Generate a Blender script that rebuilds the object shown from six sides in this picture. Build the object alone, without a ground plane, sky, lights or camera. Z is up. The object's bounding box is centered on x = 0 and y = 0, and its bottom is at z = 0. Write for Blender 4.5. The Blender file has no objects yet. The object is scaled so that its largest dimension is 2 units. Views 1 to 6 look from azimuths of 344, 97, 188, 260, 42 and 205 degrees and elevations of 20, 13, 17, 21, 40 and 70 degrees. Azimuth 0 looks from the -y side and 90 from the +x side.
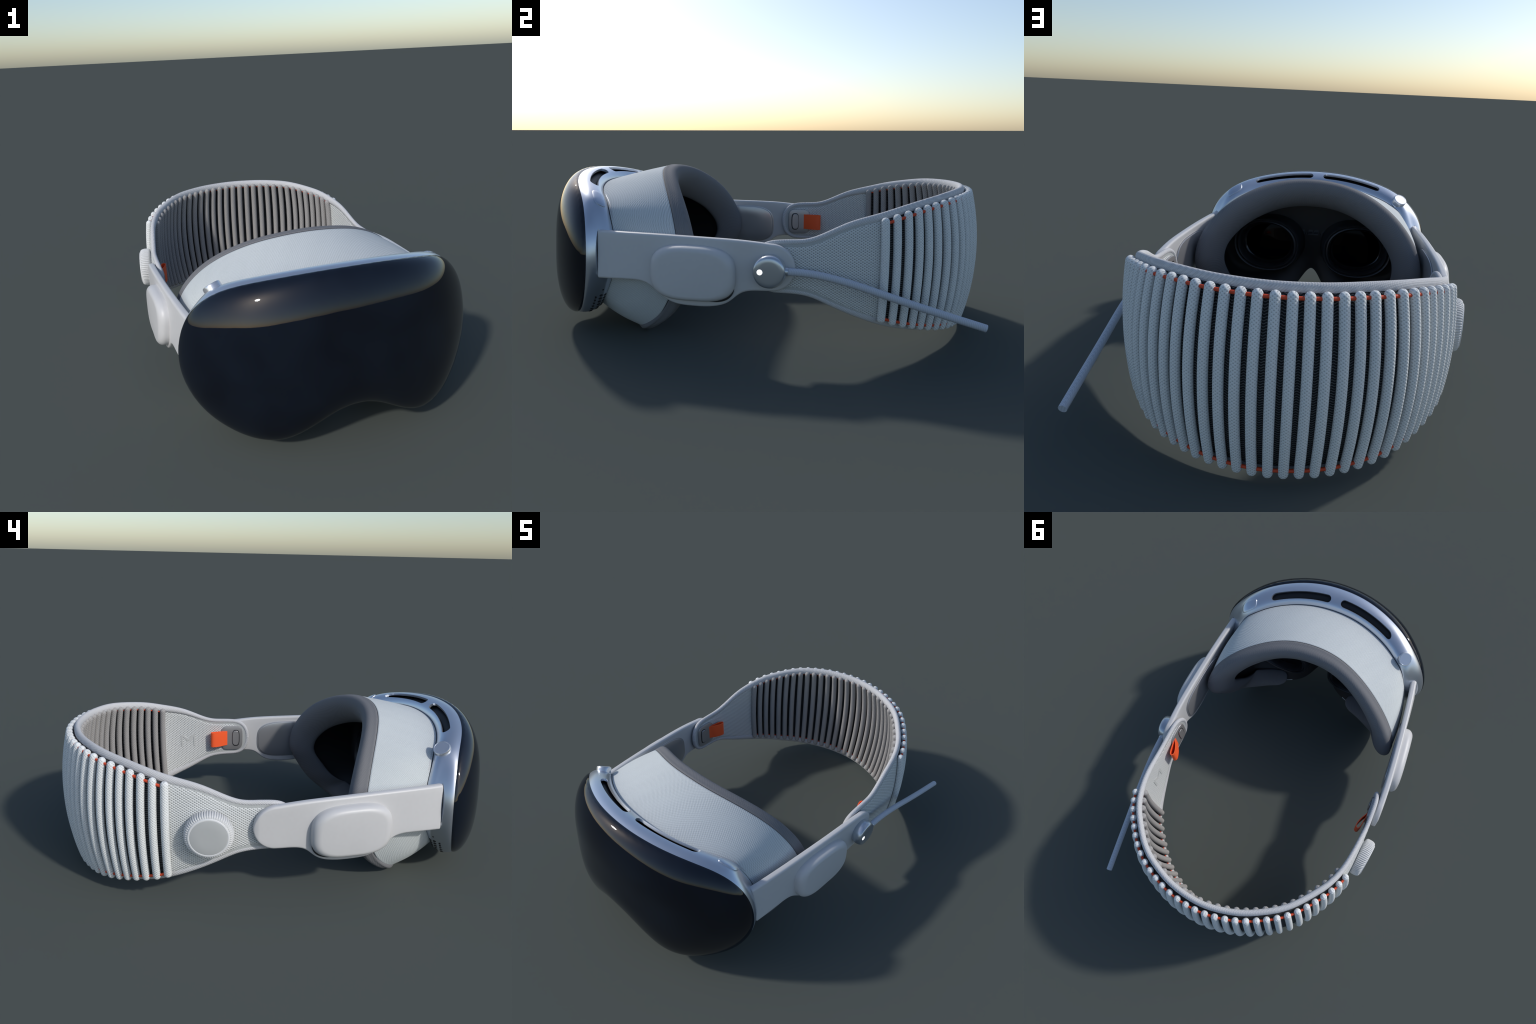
# Spatial-computing goggles: glass visor, metal frame, fabric light seal with face cushion,
# side arms with speaker pods, ribbed knit head band, fit dial, power knob with braided cable.
import bpy, bmesh, math
import numpy as np
from mathutils import Vector, Matrix

XM = -0.009                      # mirror plane of the goggles in the world frame
PI = math.pi

# ------------------------------------------------------------------ helpers
def spline(xs, ys, periodic=False):
    """cubic spline through (xs, ys); ys may be (n, k)."""
    xs = np.asarray(xs, float); ys = np.asarray(ys, float)
    if ys.ndim == 1: ys = ys[:, None]
    n = len(xs)
    if periodic:
        h = np.diff(xs); m = n - 1
        A = np.zeros((m, m)); R = np.zeros((m, ys.shape[1]))
        for i in range(m):
            hp, hn = h[i - 1], h[i]
            A[i, (i - 1) % m] += hp; A[i, i] += 2 * (hp + hn); A[i, (i + 1) % m] += hn
            R[i] = 6 * ((ys[(i + 1) % m] - ys[i]) / hn - (ys[i] - ys[i - 1 if i else m - 1]) / hp)
        M = np.linalg.solve(A, R); M = np.vstack([M, M[:1]])
    else:
        h = np.diff(xs); A = np.eye(n); R = np.zeros((n, ys.shape[1]))
        for i in range(1, n - 1):
            A[i, i - 1] = h[i - 1]; A[i, i] = 2 * (h[i - 1] + h[i]); A[i, i + 1] = h[i]
            R[i] = 6 * ((ys[i + 1] - ys[i]) / h[i] - (ys[i] - ys[i - 1]) / h[i - 1])
        M = np.linalg.solve(A, R)
    def f(x):
        x = np.asarray(x, float)
        if periodic: x = xs[0] + np.mod(x - xs[0], xs[-1] - xs[0])
        i = np.clip(np.searchsorted(xs, x, side='right') - 1, 0, n - 2)
        hh = (xs[i + 1] - xs[i])[..., None]
        a = (xs[i + 1][..., None] - x[..., None]) / hh; b = 1 - a
        return a * ys[i] + b * ys[i + 1] + ((a**3 - a) * M[i] + (b**3 - b) * M[i + 1]) * hh**2 / 6
    return f

def smoothstep(a, b, x):
    """0 at a, 1 at b; a may be larger than b"""
    t = np.clip((np.asarray(x, float) - a) / (b - a), 0, 1); return t * t * (3 - 2 * t)

def interp(x, pts):
    p = np.array(pts, float); return np.interp(x, p[:, 0], p[:, 1])

ROOT = bpy.data.objects.new("mixed_reality_headset", None)
bpy.context.scene.collection.objects.link(ROOT)
ROOT.location = (XM, 0, 0)
ROOT["label"] = "grey headset with dark glass visor and ribbed knit head band"
ROOT["category"] = "VR headset"

def add_obj(name, mesh, parent=ROOT, mat=None, matrix=None):
    o = bpy.data.objects.new(name, mesh)
    bpy.context.scene.collection.objects.link(o)
    o.parent = parent
    if matrix is not None: o.matrix_local = matrix
    if mat is not None and not mesh.materials: mesh.materials.append(mat)
    return o

def make_mesh(name, verts, faces, smooth=True, angle=None, fix=True):
    me = bpy.data.meshes.new(name)
    me.from_pydata([tuple(map(float, v)) for v in verts], [], faces)
    if fix:
        bm = bmesh.new(); bm.from_mesh(me)
        bmesh.ops.remove_doubles(bm, verts=bm.verts, dist=1e-6)
        bmesh.ops.recalc_face_normals(bm, faces=bm.faces)
        bm.to_mesh(me); bm.free()
    if smooth:
        me.polygons.foreach_set("use_smooth", [True] * len(me.polygons))
        if angle is not None: me.set_sharp_from_angle(angle=math.radians(angle))
    me.update()
    return me

def grid_faces(nu, nv, close_u=False, close_v=False):
    f = []
    for i in range(nu if close_u else nu - 1):
        for j in range(nv if close_v else nv - 1):
            a = i * nv + j; b = ((i + 1) % nu) * nv + j
            c = ((i + 1) % nu) * nv + (j + 1) % nv; d = i * nv + (j + 1) % nv
            f.append((a, b, c, d))
    return f

def grid_mesh(name, P, close_u=False, close_v=False, cap_u=False, **kw):
    """P: (nu, nv, 3) array."""
    nu, nv = P.shape[:2]
    f = grid_faces(nu, nv, close_u, close_v)
    if cap_u:
        f.append(tuple(range(nv))); f.append(tuple((nu - 1) * nv + j for j in range(nv)))
    return make_mesh(name, P.reshape(-1, 3), f, **kw)

def ring_dome(name, outline, rings, place, center=(0, 0), cap=True, base=True, **kw):
    """Closed 2D outline shrunk towards a centre in rings [(scale, height)], put on a surface by place(a, b, h)."""
    outline = np.asarray(outline, float); c = np.asarray(center, float)
    n = len(outline); V = []; F = []
    for sc, h in rings:
        q = c + (outline - c) * sc
        V += [place(a, b, h) for a, b in q]
    for k in range(len(rings) - 1):
        for i in range(n):
            j = (i + 1) % n
            F.append((k * n + i, k * n + j, (k + 1) * n + j, (k + 1) * n + i))
    if cap:
        V.append(place(c[0], c[1], rings[-1][1])); l = len(V) - 1; k = len(rings) - 1
        F += [(k * n + i, k * n + (i + 1) % n, l) for i in range(n)]
    if base:
        F.append(tuple(range(n))[::-1])
    return make_mesh(name, V, F, **kw)

def superellipse(ha, hb, p, n=72, ca=0, cb=0, tilt=0):
    out = []
    for k in range(n):
        t = 2 * PI * k / n
        a = ha * math.copysign(abs(math.cos(t)) ** (2 / p), math.cos(t))
        b = hb * math.copysign(abs(math.sin(t)) ** (2 / p), math.sin(t))
        out.append((ca + a, cb + b + tilt * a))
    return out

def round_profile(height, radius_frac, steps=8, lip=1.0, dome=0.0):
    """ring list for ring_dome: wall, rounded shoulder, slightly domed top"""
    r = [(lip, 0.0), (lip, height * 0.35)]
    for k in range(1, steps + 1):
        a = PI / 2 * k / steps
        r.append((lip - radius_frac * (1 - math.cos(a)), height * (0.35 + 0.65 * math.sin(a))))
    s0 = r[-1][0]
    for k in (0.75, 0.5, 0.25):
        r.append((s0 * k, height + dome * (1 - k * k)))
    return r

def tube(name, path, radius, nseg=16, closed=False, cap_round=True, rfun=None, upfun=None, **kw):
    """round tube along path (n,3) using parallel transport frames"""
    P = np.asarray(path, float); n = len(P)
    if closed: T = np.roll(P, -1, 0) - np.roll(P, 1, 0)
    else: T = np.gradient(P, axis=0)
    T /= np.linalg.norm(T, axis=1)[:, None]
    ref = np.array([0, 0, 1.0]) if abs(T[0][2]) < 0.9 else np.array([1.0, 0, 0])
    N = np.cross(T[0], ref); N /= np.linalg.norm(N); Ns = [N]
    for i in range(1, n):
        N = Ns[-1] - T[i] * np.dot(Ns[-1], T[i]); N /= np.linalg.norm(N); Ns.append(N)
    Ns = np.array(Ns); B = np.cross(T, Ns)
    rad = np.full(n, radius, float) if rfun is None else np.array([rfun(i / (n - 1)) for i in range(n)])
    cent = P; 
    if cap_round and not closed:
        m = 6; add0 = []; add1 = []
        for k in range(m):
            a = PI / 2 * (1 - k / m)
            add0.append((P[0] - T[0] * rad[0] * math.sin(a), max(rad[0] * math.cos(a), 1e-5)))
            add1.append((P[-1] + T[-1] * rad[-1] * math.sin(PI / 2 * (k + 1) / m),
                         max(rad[-1] * math.cos(PI / 2 * (k + 1) / m), 1e-5)))
        cent = np.vstack([[a[0] for a in add0], P, [a[0] for a in add1]])
        rad = np.concatenate([[a[1] for a in add0], rad, [a[1] for a in add1]])
        Ns = np.vstack([np.repeat(Ns[:1], m, 0), Ns, np.repeat(Ns[-1:], m, 0)])
        B = np.vstack([np.repeat(B[:1], m, 0), B, np.repeat(B[-1:], m, 0)])
    ang = np.linspace(0, 2 * PI, nseg, endpoint=False)
    if upfun is not None:                        # oval section: stretched along world z
        off = rad[:, None, None] * (np.cos(ang)[None, :, None] * Ns[:, None] + np.sin(ang)[None, :, None] * B[:, None])
        off[..., 2] *= np.array([upfun(i / (n - 1)) for i in range(n)])[:, None]
        return grid_mesh(name, cent[:, None] + off, close_u=closed, close_v=True, cap_u=not closed, **kw)
    G = cent[:, None] + rad[:, None, None] * (np.cos(ang)[None, :, None] * Ns[:, None] + np.sin(ang)[None, :, None] * B[:, None])
    return grid_mesh(name, G, close_u=closed, close_v=True, cap_u=not closed, **kw)

# ------------------------------------------------------------------ materials
def new_mat(name, base, rough=0.5, metal=0.0, spec=0.5, **extra):
    m = bpy.data.materials.new(name); m.use_nodes = True
    nt = m.node_tree; b = nt.nodes["Principled BSDF"]
    b.inputs["Base Color"].default_value = (*base, 1)
    b.inputs["Roughness"].default_value = rough
    b.inputs["Metallic"].default_value = metal
    b.inputs["Specular IOR Level"].default_value = spec
    for k, v in extra.items(): b.inputs[k.replace("_", " ")].default_value = v
    return m, nt, b

def N(nt, kind, **props):
    n = nt.nodes.new(kind)
    for k, v in props.items(): setattr(n, k, v)
    return n

def math_node(nt, op, a, b=None, c=None):
    n = nt.nodes.new("ShaderNodeMath"); n.operation = op
    for i, v in enumerate((a, b, c)):
        if v is None: continue
        if isinstance(v, (int, float)): n.inputs[i].default_value = v
        else: nt.links.new(v, n.inputs[i])
    return n.outputs[0]

def obj_xyz(nt):
    tc = nt.nodes.new("ShaderNodeTexCoord"); s = nt.nodes.new("ShaderNodeSeparateXYZ")
    nt.links.new(tc.outputs["Object"], s.inputs[0]); return tc.outputs["Object"], s.outputs

def ramp(nt, fac, stops):
    r = nt.nodes.new("ShaderNodeValToRGB"); e = r.color_ramp.elements
    while len(e) < len(stops): e.new(0.5)
    for el, (p, c) in zip(e, stops): el.position = p; el.color = (*c, 1)
    nt.links.new(fac, r.inputs[0]); return r.outputs[0]

def bump(nt, bsdf, height, strength, dist):
    b = nt.nodes.new("ShaderNodeBump"); b.inputs["Strength"].default_value = strength
    b.inputs["Distance"].default_value = dist
    nt.links.new(height, b.inputs["Height"]); nt.links.new(b.outputs[0], bsdf.inputs["Normal"])

def lattice(nt, u, v, ku, kv):
    """0..1 diamond lattice: cos(ku u) * cos(kv v)"""
    a = math_node(nt, 'COSINE', math_node(nt, 'MULTIPLY', u, ku))
    b = math_node(nt, 'COSINE', math_node(nt, 'MULTIPLY', v, kv))
    return math_node(nt, 'MULTIPLY_ADD', math_node(nt, 'MULTIPLY', a, b), 0.5, 0.5)

def scaled(c, k): return tuple(min(1.0, x * k) for x in c)

def mat_plastic(name, c, rough=0.45, **kw):
    m, nt, b = new_mat(name, c, rough, **kw)
    co, s = obj_xyz(nt)
    no = N(nt, "ShaderNodeTexNoise"); no.inputs["Scale"].default_value = 60; no.inputs["Detail"].default_value = 3
    nt.links.new(co, no.inputs["Vector"])
    nt.links.new(ramp(nt, no.outputs["Fac"], [(0.3, scaled(c, 0.99)), (0.7, scaled(c, 1.01))]), b.inputs["Base Color"])
    return m

def mat_knit_panel(name, hi, lo, per=0.0105, strength=0.6):
    m, nt, b = new_mat(name, hi, 0.85, spec=0.25)
    co, s = obj_xyz(nt); k = PI / per * 2
    f = lattice(nt, s[1], s[2], 2 * PI / 0.0160, 2 * PI / 0.0108)
    nt.links.new(ramp(nt, f, [(0.16, lo), (0.42, hi)]), b.inputs["Base Color"])
    bump(nt, b, f, strength, 0.004)
    b.inputs["Sheen Weight"].default_value = 0.08
    return m

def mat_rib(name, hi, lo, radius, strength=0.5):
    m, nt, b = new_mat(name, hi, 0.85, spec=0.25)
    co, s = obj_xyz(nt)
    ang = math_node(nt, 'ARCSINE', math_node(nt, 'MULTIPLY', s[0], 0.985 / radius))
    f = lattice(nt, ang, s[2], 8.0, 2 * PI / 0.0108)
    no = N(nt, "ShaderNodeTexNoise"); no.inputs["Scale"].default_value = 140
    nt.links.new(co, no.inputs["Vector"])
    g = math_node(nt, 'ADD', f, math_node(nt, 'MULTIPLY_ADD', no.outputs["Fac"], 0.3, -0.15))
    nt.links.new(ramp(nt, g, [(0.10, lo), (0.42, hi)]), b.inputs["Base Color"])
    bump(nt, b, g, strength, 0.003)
    return m

def mat_fine_fabric(name, c, axis_scale=(1, 1, 1), per=0.0075, contrast=0.1, strength=0.4, twill=False):
    """fine twill: crossing diagonal threads on object coordinates"""
    m, nt, b = new_mat(name, c, 0.85, spec=0.25)
    co, s = obj_xyz(nt); k = 2 * PI / per
    u = math_node(nt, 'ADD', math_node(nt, 'MULTIPLY', s[0], axis_scale[0]), math_node(nt, 'MULTIPLY', s[2], axis_scale[2]))
    f = lattice(nt, u, s[1], k * 0.8, k * 0.8)
    if twill:                                    # diagonal ridges of the weave
        d = math_node(nt, 'ADD', math_node(nt, 'MULTIPLY', u, 0.75), math_node(nt, 'MULTIPLY', s[1], 0.65))
        w = math_node(nt, 'MULTIPLY_ADD', math_node(nt, 'SINE', math_node(nt, 'MULTIPLY', d, k * 1.15)), 0.5, 0.5)
        f = math_node(nt, 'MULTIPLY_ADD', w, 0.22, math_node(nt, 'MULTIPLY', f, 0.78))
    no = N(nt, "ShaderNodeTexNoise"); no.inputs["Scale"].default_value = 260; no.inputs["Detail"].default_value = 2
    nt.links.new(co, no.inputs["Vector"])
    g = math_node(nt, 'ADD', f, math_node(nt, 'MULTIPLY_ADD', no.outputs["Fac"], 0.5, -0.25))
    nt.links.new(ramp(nt, g, [(0.1, scaled(c, 1 - contrast)), (0.8, scaled(c, 1 + contrast))]), b.inputs["Base Color"])
    bump(nt, b, g, strength, 0.002)
    return m

def mat_braid(name, hi, lo):
    m, nt, b = new_mat(name, hi, 0.7, spec=0.3)
    co, s = obj_xyz(nt)
    f = lattice(nt, math_node(nt, 'ADD', s[1], s[2]), math_node(nt, 'SUBTRACT', s[2], math_node(nt, 'MULTIPLY', s[0], 0.6)), 2 * PI / 0.0065, 2 * PI / 0.0065)
    nt.links.new(ramp(nt, f, [(0.2, lo), (0.7, hi)]), b.inputs["Base Color"])
    bump(nt, b, f, 0.2, 0.001)
    return m

def mat_mesh_dark(name):
    m, nt, b = new_mat(name, (0.02, 0.022, 0.025), 0.8, spec=0.3)
    co, s = obj_xyz(nt)
    xy = math_node(nt, 'MULTIPLY', math_node(nt, 'SINE', math_node(nt, 'MULTIPLY', s[0], 330.0)), 0.0022)
    w = math_node(nt, 'SINE', math_node(nt, 'MULTIPLY', math_node(nt, 'ADD', s[2], xy), 2 * PI / 0.0085))
    nt.links.new(ramp(nt, w, [(0.25, (0.016, 0.018, 0.021)), (0.95, (0.15, 0.155, 0.16))]), b.inputs["Base Color"])
    bump(nt, b, w, 0.4, 0.002)
    return m

GREY = (0.56, 0.56, 0.565)
M_ARM = mat_plastic("light_grey_plastic", GREY, 0.42)
M_DIAL = mat_plastic("dial_plastic", (0.60, 0.61, 0.615), 0.5)
M_DIALCAP = mat_plastic("dial_cap_plastic", (0.46, 0.475, 0.475), 0.5)
M_PANEL = mat_knit_panel("knit_panel", (0.67, 0.69, 0.69), (0.32, 0.335, 0.335))
M_RIM = mat_fine_fabric("band_edge_fabric", (0.52, 0.525, 0.54), per=0.008, contrast=0.1)
M_MARGIN = mat_plastic("band_margin_fabric", (0.44, 0.46, 0.46), 0.8)
R_OUT, R_IN = 0.0164, 0.0156
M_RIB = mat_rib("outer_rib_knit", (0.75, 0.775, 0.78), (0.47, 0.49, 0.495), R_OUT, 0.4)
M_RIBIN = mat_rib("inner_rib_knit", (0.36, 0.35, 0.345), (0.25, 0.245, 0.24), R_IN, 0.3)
M_MESH = mat_mesh_dark("dark_spacer_mesh")
M_SEAL = mat_fine_fabric("light_seal_fabric", (0.525, 0.56, 0.57), per=0.0080, contrast=0.13, strength=0.35, twill=True)
M_CUSH = mat_fine_fabric("cushion_foam_fabric", (0.165, 0.168, 0.178), per=0.008, contrast=0.06, strength=0.2)
M_CORD = mat_plastic("red_cord", (0.62, 0.060, 0.014), 0.6)
M_TAB = mat_plastic("orange_tab", (1.0, 0.125, 0.03), 0.55)  # red pushed to full, painting in the tab's bright glow in shade
M_METAL, _, _ = new_mat("anodised_aluminium", (0.60, 0.645, 0.72), 0.30, 0.85)
M_METAL2, _, _ = new_mat("polished_aluminium", (0.66, 0.69, 0.74), 0.26, 0.75)
M_KNOB, _, _ = new_mat("brushed_knob_metal", (0.56, 0.60, 0.65), 0.28, 0.8)
M_PAD, _, _ = new_mat("mirror_pad", (0.46, 0.46, 0.475), 0.28, 0.6)
M_BUCKLE, _, _ = new_mat("buckle_metal", (0.42, 0.41, 0.41), 0.4, 0.6)
M_BLACK = mat_plastic("matt_black", (0.010, 0.010, 0.012), 0.55)
M_GLOSSBLACK, _, _ = new_mat("gloss_black", (0.012, 0.012, 0.014), 0.12)
M_LENS, _, _ = new_mat("lens_black_glass", (0.0005, 0.0005, 0.0006), 0.08, 0.0, 0.06)
M_RINGBLACK, _, _ = new_mat("lens_ring_black", (0.022, 0.023, 0.026), 0.35)
M_TRIM = mat_plastic("seal_trim", (0.42, 0.43, 0.45), 0.45)
M_GAP = mat_plastic("dark_gap", (0.02, 0.02, 0.023), 0.6)
M_MARK = mat_plastic("embossed_mark", (0.52, 0.535, 0.53), 0.6)
M_LED, ntl, bl = new_mat("status_light", (1, 1, 1), 0.3)
bl.inputs["Emission Color"].default_value = (1, 1, 1, 1); bl.inputs["Emission Strength"].default_value = 1.2

# visor glass: near-black glass, faint navy base colour with soft uneven patches
M_GLASS, ntg, bg = new_mat("visor_black_glass", (0.004, 0.006, 0.012), 0.03, 0.0, 0.5)
co, s = obj_xyz(ntg)
no = N(ntg, "ShaderNodeTexNoise"); no.inputs["Scale"].default_value = 5
ntg.links.new(co, no.inputs["Vector"])
ntg.links.new(ramp(ntg, no.outputs["Fac"], [(0.35, (0.0035, 0.005, 0.010)), (0.65, (0.005, 0.008, 0.015))]), bg.inputs["Base Color"])
no2 = N(ntg, "ShaderNodeTexNoise"); no2.inputs["Scale"].default_value = 11; no2.inputs["Detail"].default_value = 1
ntg.links.new(co, no2.inputs["Vector"]); bump(ntg, bg, no2.outputs["Fac"], 0.6, 0.0006)

# ------------------------------------------------------------------ visor outline
O_HALF = [(0, .708), (.13, .703), (.26, .686), (.389, .655), (.490, .603), (.564, .521), (.602, .415), (.606, .31),
          (.578, .215), (.520, .135), (.432, .081), (.338, .062), (.250, .078), (.165, .122), (.098, .160), (.045, .179), (0, .184)]
B_HALF = [(0, -.487, .717), (.12, -.477, .708), (.235, -.445, .681), (.345, -.398, .631), (.44, -.350, .560),
          (.512, -.312, .470), (.548, -.292, .380), (.556, -.296, .29), (.541, -.342, .196), (.503, -.402, .108),
          (.448, -.485, .042), (.380, -.533, .019), (.30, -.572, .020), (.198, -.600, .036), (.105, -.640, .066), (.052, -.685, .125), (0, -.71, .174)]
NH = len(O_HALF) - 1                         # 16; loop parameter t runs 0..32
def loop(half, sx):
    pts = list(half) + [tuple([-p[0]] + list(p[1:])) for p in half[-2:0:-1]]
    pts.append(pts[0])
    return spline(range(len(pts)), pts, periodic=True)
f_out = loop(O_HALF, 1); f_cush = loop(B_HALF, 1)

# plan curve of the glass / metal edge; it leans forward towards the bottom
_FH = [(0, -.890), (.1, -.884), (.2, -.864), (.3, -.829), (.4, -.778), (.5, -.713), (.6, -.650), (.68, -.600)]
_fx = [-x for x, y in _FH[:0:-1]] + [x for x, y in _FH]; _fv = [y for x, y in _FH[:0:-1]] + [y for x, y in _FH]
_fy = spline(_fx, _fv)
def front_y(x, z):
    return _fy(np.clip(x, -.68, .68))[..., 0] + (np.asarray(z) - .71) * .09

def out_pt(t):
    p = f_out(t); d = (f_out(np.asarray(t) + .02) - f_out(np.asarray(t) - .02))
    n = np.stack([d[..., 1], -d[..., 0]], -1); n /= np.linalg.norm(n, axis=-1)[..., None]
    return p, n                               # n points inwards
_t = np.array([1.0]); _p, _n = out_pt(_t)
SGN = 1.0 if _n[0][1] < 0 else -1.0
METAL_PROF = spline(np.linspace(0, 1, 9), [(0, .0045), (.022, .0005), (.045, .001), (.067, .007), (.087, .017), (.102, .030),
                                           (.1105, .044), (.114, .055), (.112, .062)])
def side_scale(t):
    p = f_out(t); return 1.0 - 0.16 * smoothstep(.40, .58, np.abs(p[..., 0]))
def metal(t, u, h=0.0):
    """surface of the metal frame: t around, u from glass edge (0) to seal seam (1), h outwards"""
    t = np.asarray(t, float); u = np.asarray(u, float)
    p, n = out_pt(t); n = n * SGN
    q = METAL_PROF(u); dq = METAL_PROF(np.clip(u + .01, 0, 1)) - METAL_PROF(np.clip(u - .01, 0, 1))
    k = side_scale(t)
    y0 = front_y(p[..., 0], p[..., 1])
    inset = q[..., 1] + .033 * smoothstep(.0, .48, u) * (1 - .35 * smoothstep(.6, 1.0, u)) * smoothstep(.47, .585, np.abs(p[..., 0])); rear = q[..., 0] * k
    nl = np.sqrt(dq[..., 0]**2 + dq[..., 1]**2) + 1e-9
    # outward normal of the section: (rear, inset) -> rotate
    nr, ni = dq[..., 1] / nl, -dq[..., 0] / nl
    inset = inset + ni * h; rear = rear + nr * h
    return np.stack([p[..., 0] + n[..., 0] * inset, y0 + rear, p[..., 1] + n[..., 1] * inset], -1)

# ---- glass
NT = 300
tt = np.linspace(0, 32, NT, endpoint=False)
GLASS_H, GLASS_HS, GLASS_W = .082, .021, .225
def build_glass():
    """rings shrinking to one pole; the height rises with the true distance from the edge"""
    p, n = out_pt(tt); n = n * SGN
    pole = np.array([0.0, .400]); rv = pole - p
    edge = f_out(np.linspace(0, 32, 1600, endpoint=False))
    rs = 1 - np.cos(np.linspace(0, PI / 2, 56)); rs = rs[:-1]
    e = p + n * .002
    rows = [np.stack([e[:, 0], front_y(e[:, 0], e[:, 1]) + .006, e[:, 1]], -1)]
    for r in rs:
        q = p + rv * r
        d = np.sqrt(((q[:, None] - edge[None])**2).sum(-1).min(1)) if r > 0 else np.zeros(NT)
        g = np.clip(d / GLASS_W, 0, 1)
        H = GLASS_H + GLASS_HS * smoothstep(.05, .5, np.abs(q[:, 0])) - .012 * smoothstep(.36, .06, q[:, 1])
        hh = H * np.power(1 - np.power(1 - g, 2.5), 1 / 2.05)
        rows.append(np.stack([q[:, 0], front_y(q[:, 0], q[:, 1]) - hh, q[:, 1]], -1))
    rows.append(np.repeat([[0.0, float(front_y(np.float64(0), np.float64(.4))) - GLASS_H, .400]], NT, 0))
    return grid_mesh("visor_glass", np.array(rows), close_v=True)
def heal(me):
    bm = bmesh.new(); bm.from_mesh(me)
    bmesh.ops.remove_doubles(bm, verts=bm.verts, dist=2e-4)
    bmesh.ops.holes_fill(bm, edges=[e for e in bm.edges if e.is_boundary and all(abs(v.co.z - .385) < .01 for v in e.verts)], sides=0)
    bmesh.ops.recalc_face_normals(bm, faces=bm.faces)
    bm.to_mesh(me); bm.free()
    me.polygons.foreach_set("use_smooth", [True] * len(me.polygons))
me = build_glass()
visor = add_obj("visor_glass", me, mat=M_GLASS)

# ---- metal frame with two vent slots
def build_frame():
    us = np.linspace(0, 1, 26)
    G = metal(np.repeat(tt[:, None], len(us), 1), np.repeat(us[None], NT, 0))
    Gi = metal(np.repeat(tt[:, None], len(us), 1), np.repeat(us[None], NT, 0), -0.012)
    loopG = np.concatenate([G, Gi[:, ::-1]], axis=1)
    return grid_mesh("metal_frame", loopG, close_u=True, close_v=True, angle=50)
frame = add_obj("metal_frame", build_frame(), mat=M_METAL)

# ---- side arm surface (also used to cut its seat into the frame)
ARM_X = spline([-.70, -.60, -.40, -.20, 0, .10, .20], [.550, .566, .590, .608, .621, .624, .625])
def arm_x(y, z=.46):
    """outer face of the arm: leans outwards towards its lower edge"""
    y = np.asarray(y, float); z = np.asarray(z, float)
    x = ARM_X(y)[..., 0] + (.47 - z) * interp(y, [(-.64, .15), (-.4, .09), (-.2, .035), (0, .010), (.05, 0), (.2, 0)])
    return x
ARM_TOP = spline([-.66, -.634, -.366, -.152, 0, .10], [.4855, .485, .481, .475, .468, .458])
ARM_BOT = spline([-.66, -.60, -.54, -.484, -.438, -.402, -.359, -.298, -.246, -.133, -.099, -.065, -.031, .002, .05, .10],
                 [.2870, .2875, .288, .288, .284, .269, .234, .201, .193, .195, .203, .221, .249, .263, .267, .268])
def arm_range(y):
    if y <= .10: return float(ARM_BOT(np.array([y]))[0, 0]), float(ARM_TOP(np.array([y]))[0, 0]), 1.0
    k = math.sqrt(max(0, 1 - ((y - .10) / .095)**2)); c = .363
    return c - .095 * k, c + .095 * k, max(k, .05)

def seat_cutter(sx):
    """volume outside the arm's inner face, behind its square front end"""
    V = []; F = []; ys = np.linspace(-.6352, -.48, 10); zs = np.linspace(.2845, .4880, 12)
    for x_out in (False, True):
        for y in ys:
            for z in zs: V.append((sx * (.75 if x_out else float(arm_x(y, z)) - .012), y, z))
    m, n_ = len(ys), len(zs); o = m * n_
    for i in range(m - 1):
        for j in range(n_ - 1):
            q = (i * n_ + j, (i + 1) * n_ + j, (i + 1) * n_ + j + 1, i * n_ + j + 1)
            F.append(q); F.append(tuple(o + v for v in q[::-1]))
    rim = [i * n_ for i in range(m)] + [(m - 1) * n_ + j for j in range(1, n_)] + [i * n_ + n_ - 1 for i in range(m - 2, -1, -1)] + [j for j in range(n_ - 2, 0, -1)]
    F += [(rim[i], rim[(i + 1) % len(rim)], o + rim[(i + 1) % len(rim)], o + rim[i]) for i in range(len(rim))]
    return make_mesh("cut", V, F, smooth=False)
def slot_cutter(t0, t1, u0, u1):
    """curved stadium in (t, u), extruded through the frame"""
    n = 40; uc = (u0 + u1) / 2; hu = (u1 - u0) / 2; ht = 0.17
    ring = []
    for k in range(n + 1): ring.append((t0 + ht + (t1 - t0 - 2 * ht) * k / n, u0))
    for k in range(1, 12): a = -PI / 2 + PI * k / 12; ring.append((t1 - ht + ht * math.cos(a), uc + hu * math.sin(a)))
    for k in range(n + 1): ring.append((t1 - ht - (t1 - t0 - 2 * ht) * k / n, u1))
    for k in range(1, 12): a = PI / 2 + PI * k / 12; ring.append((t0 + ht + ht * math.cos(a), uc + hu * math.sin(a)))
    r = np.array(ring); V = np.concatenate([metal(r[:, 0], r[:, 1], .02), metal(r[:, 0], r[:, 1], -.03)])
    m = len(r); F = [tuple(range(m)), tuple(range(2 * m - 1, m - 1, -1))]
    F += [(i, (i + 1) % m, m + (i + 1) % m, m + i) for i in range(m)]
    return make_mesh("cut", V, F, smooth=False)
SLOT = (0.22, 2.68, .345, .585)
cutters = []
for a, b in ((SLOT[0], SLOT[1]), (32 - SLOT[1], 32 - SLOT[0])):
    c = add_obj("cut", slot_cutter(a, b, SLOT[2], SLOT[3])); cutters.append(c)
for sx in (1, -1): cutters.append(add_obj("cut", seat_cutter(sx)))
bpy.context.view_layer.update()
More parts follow.
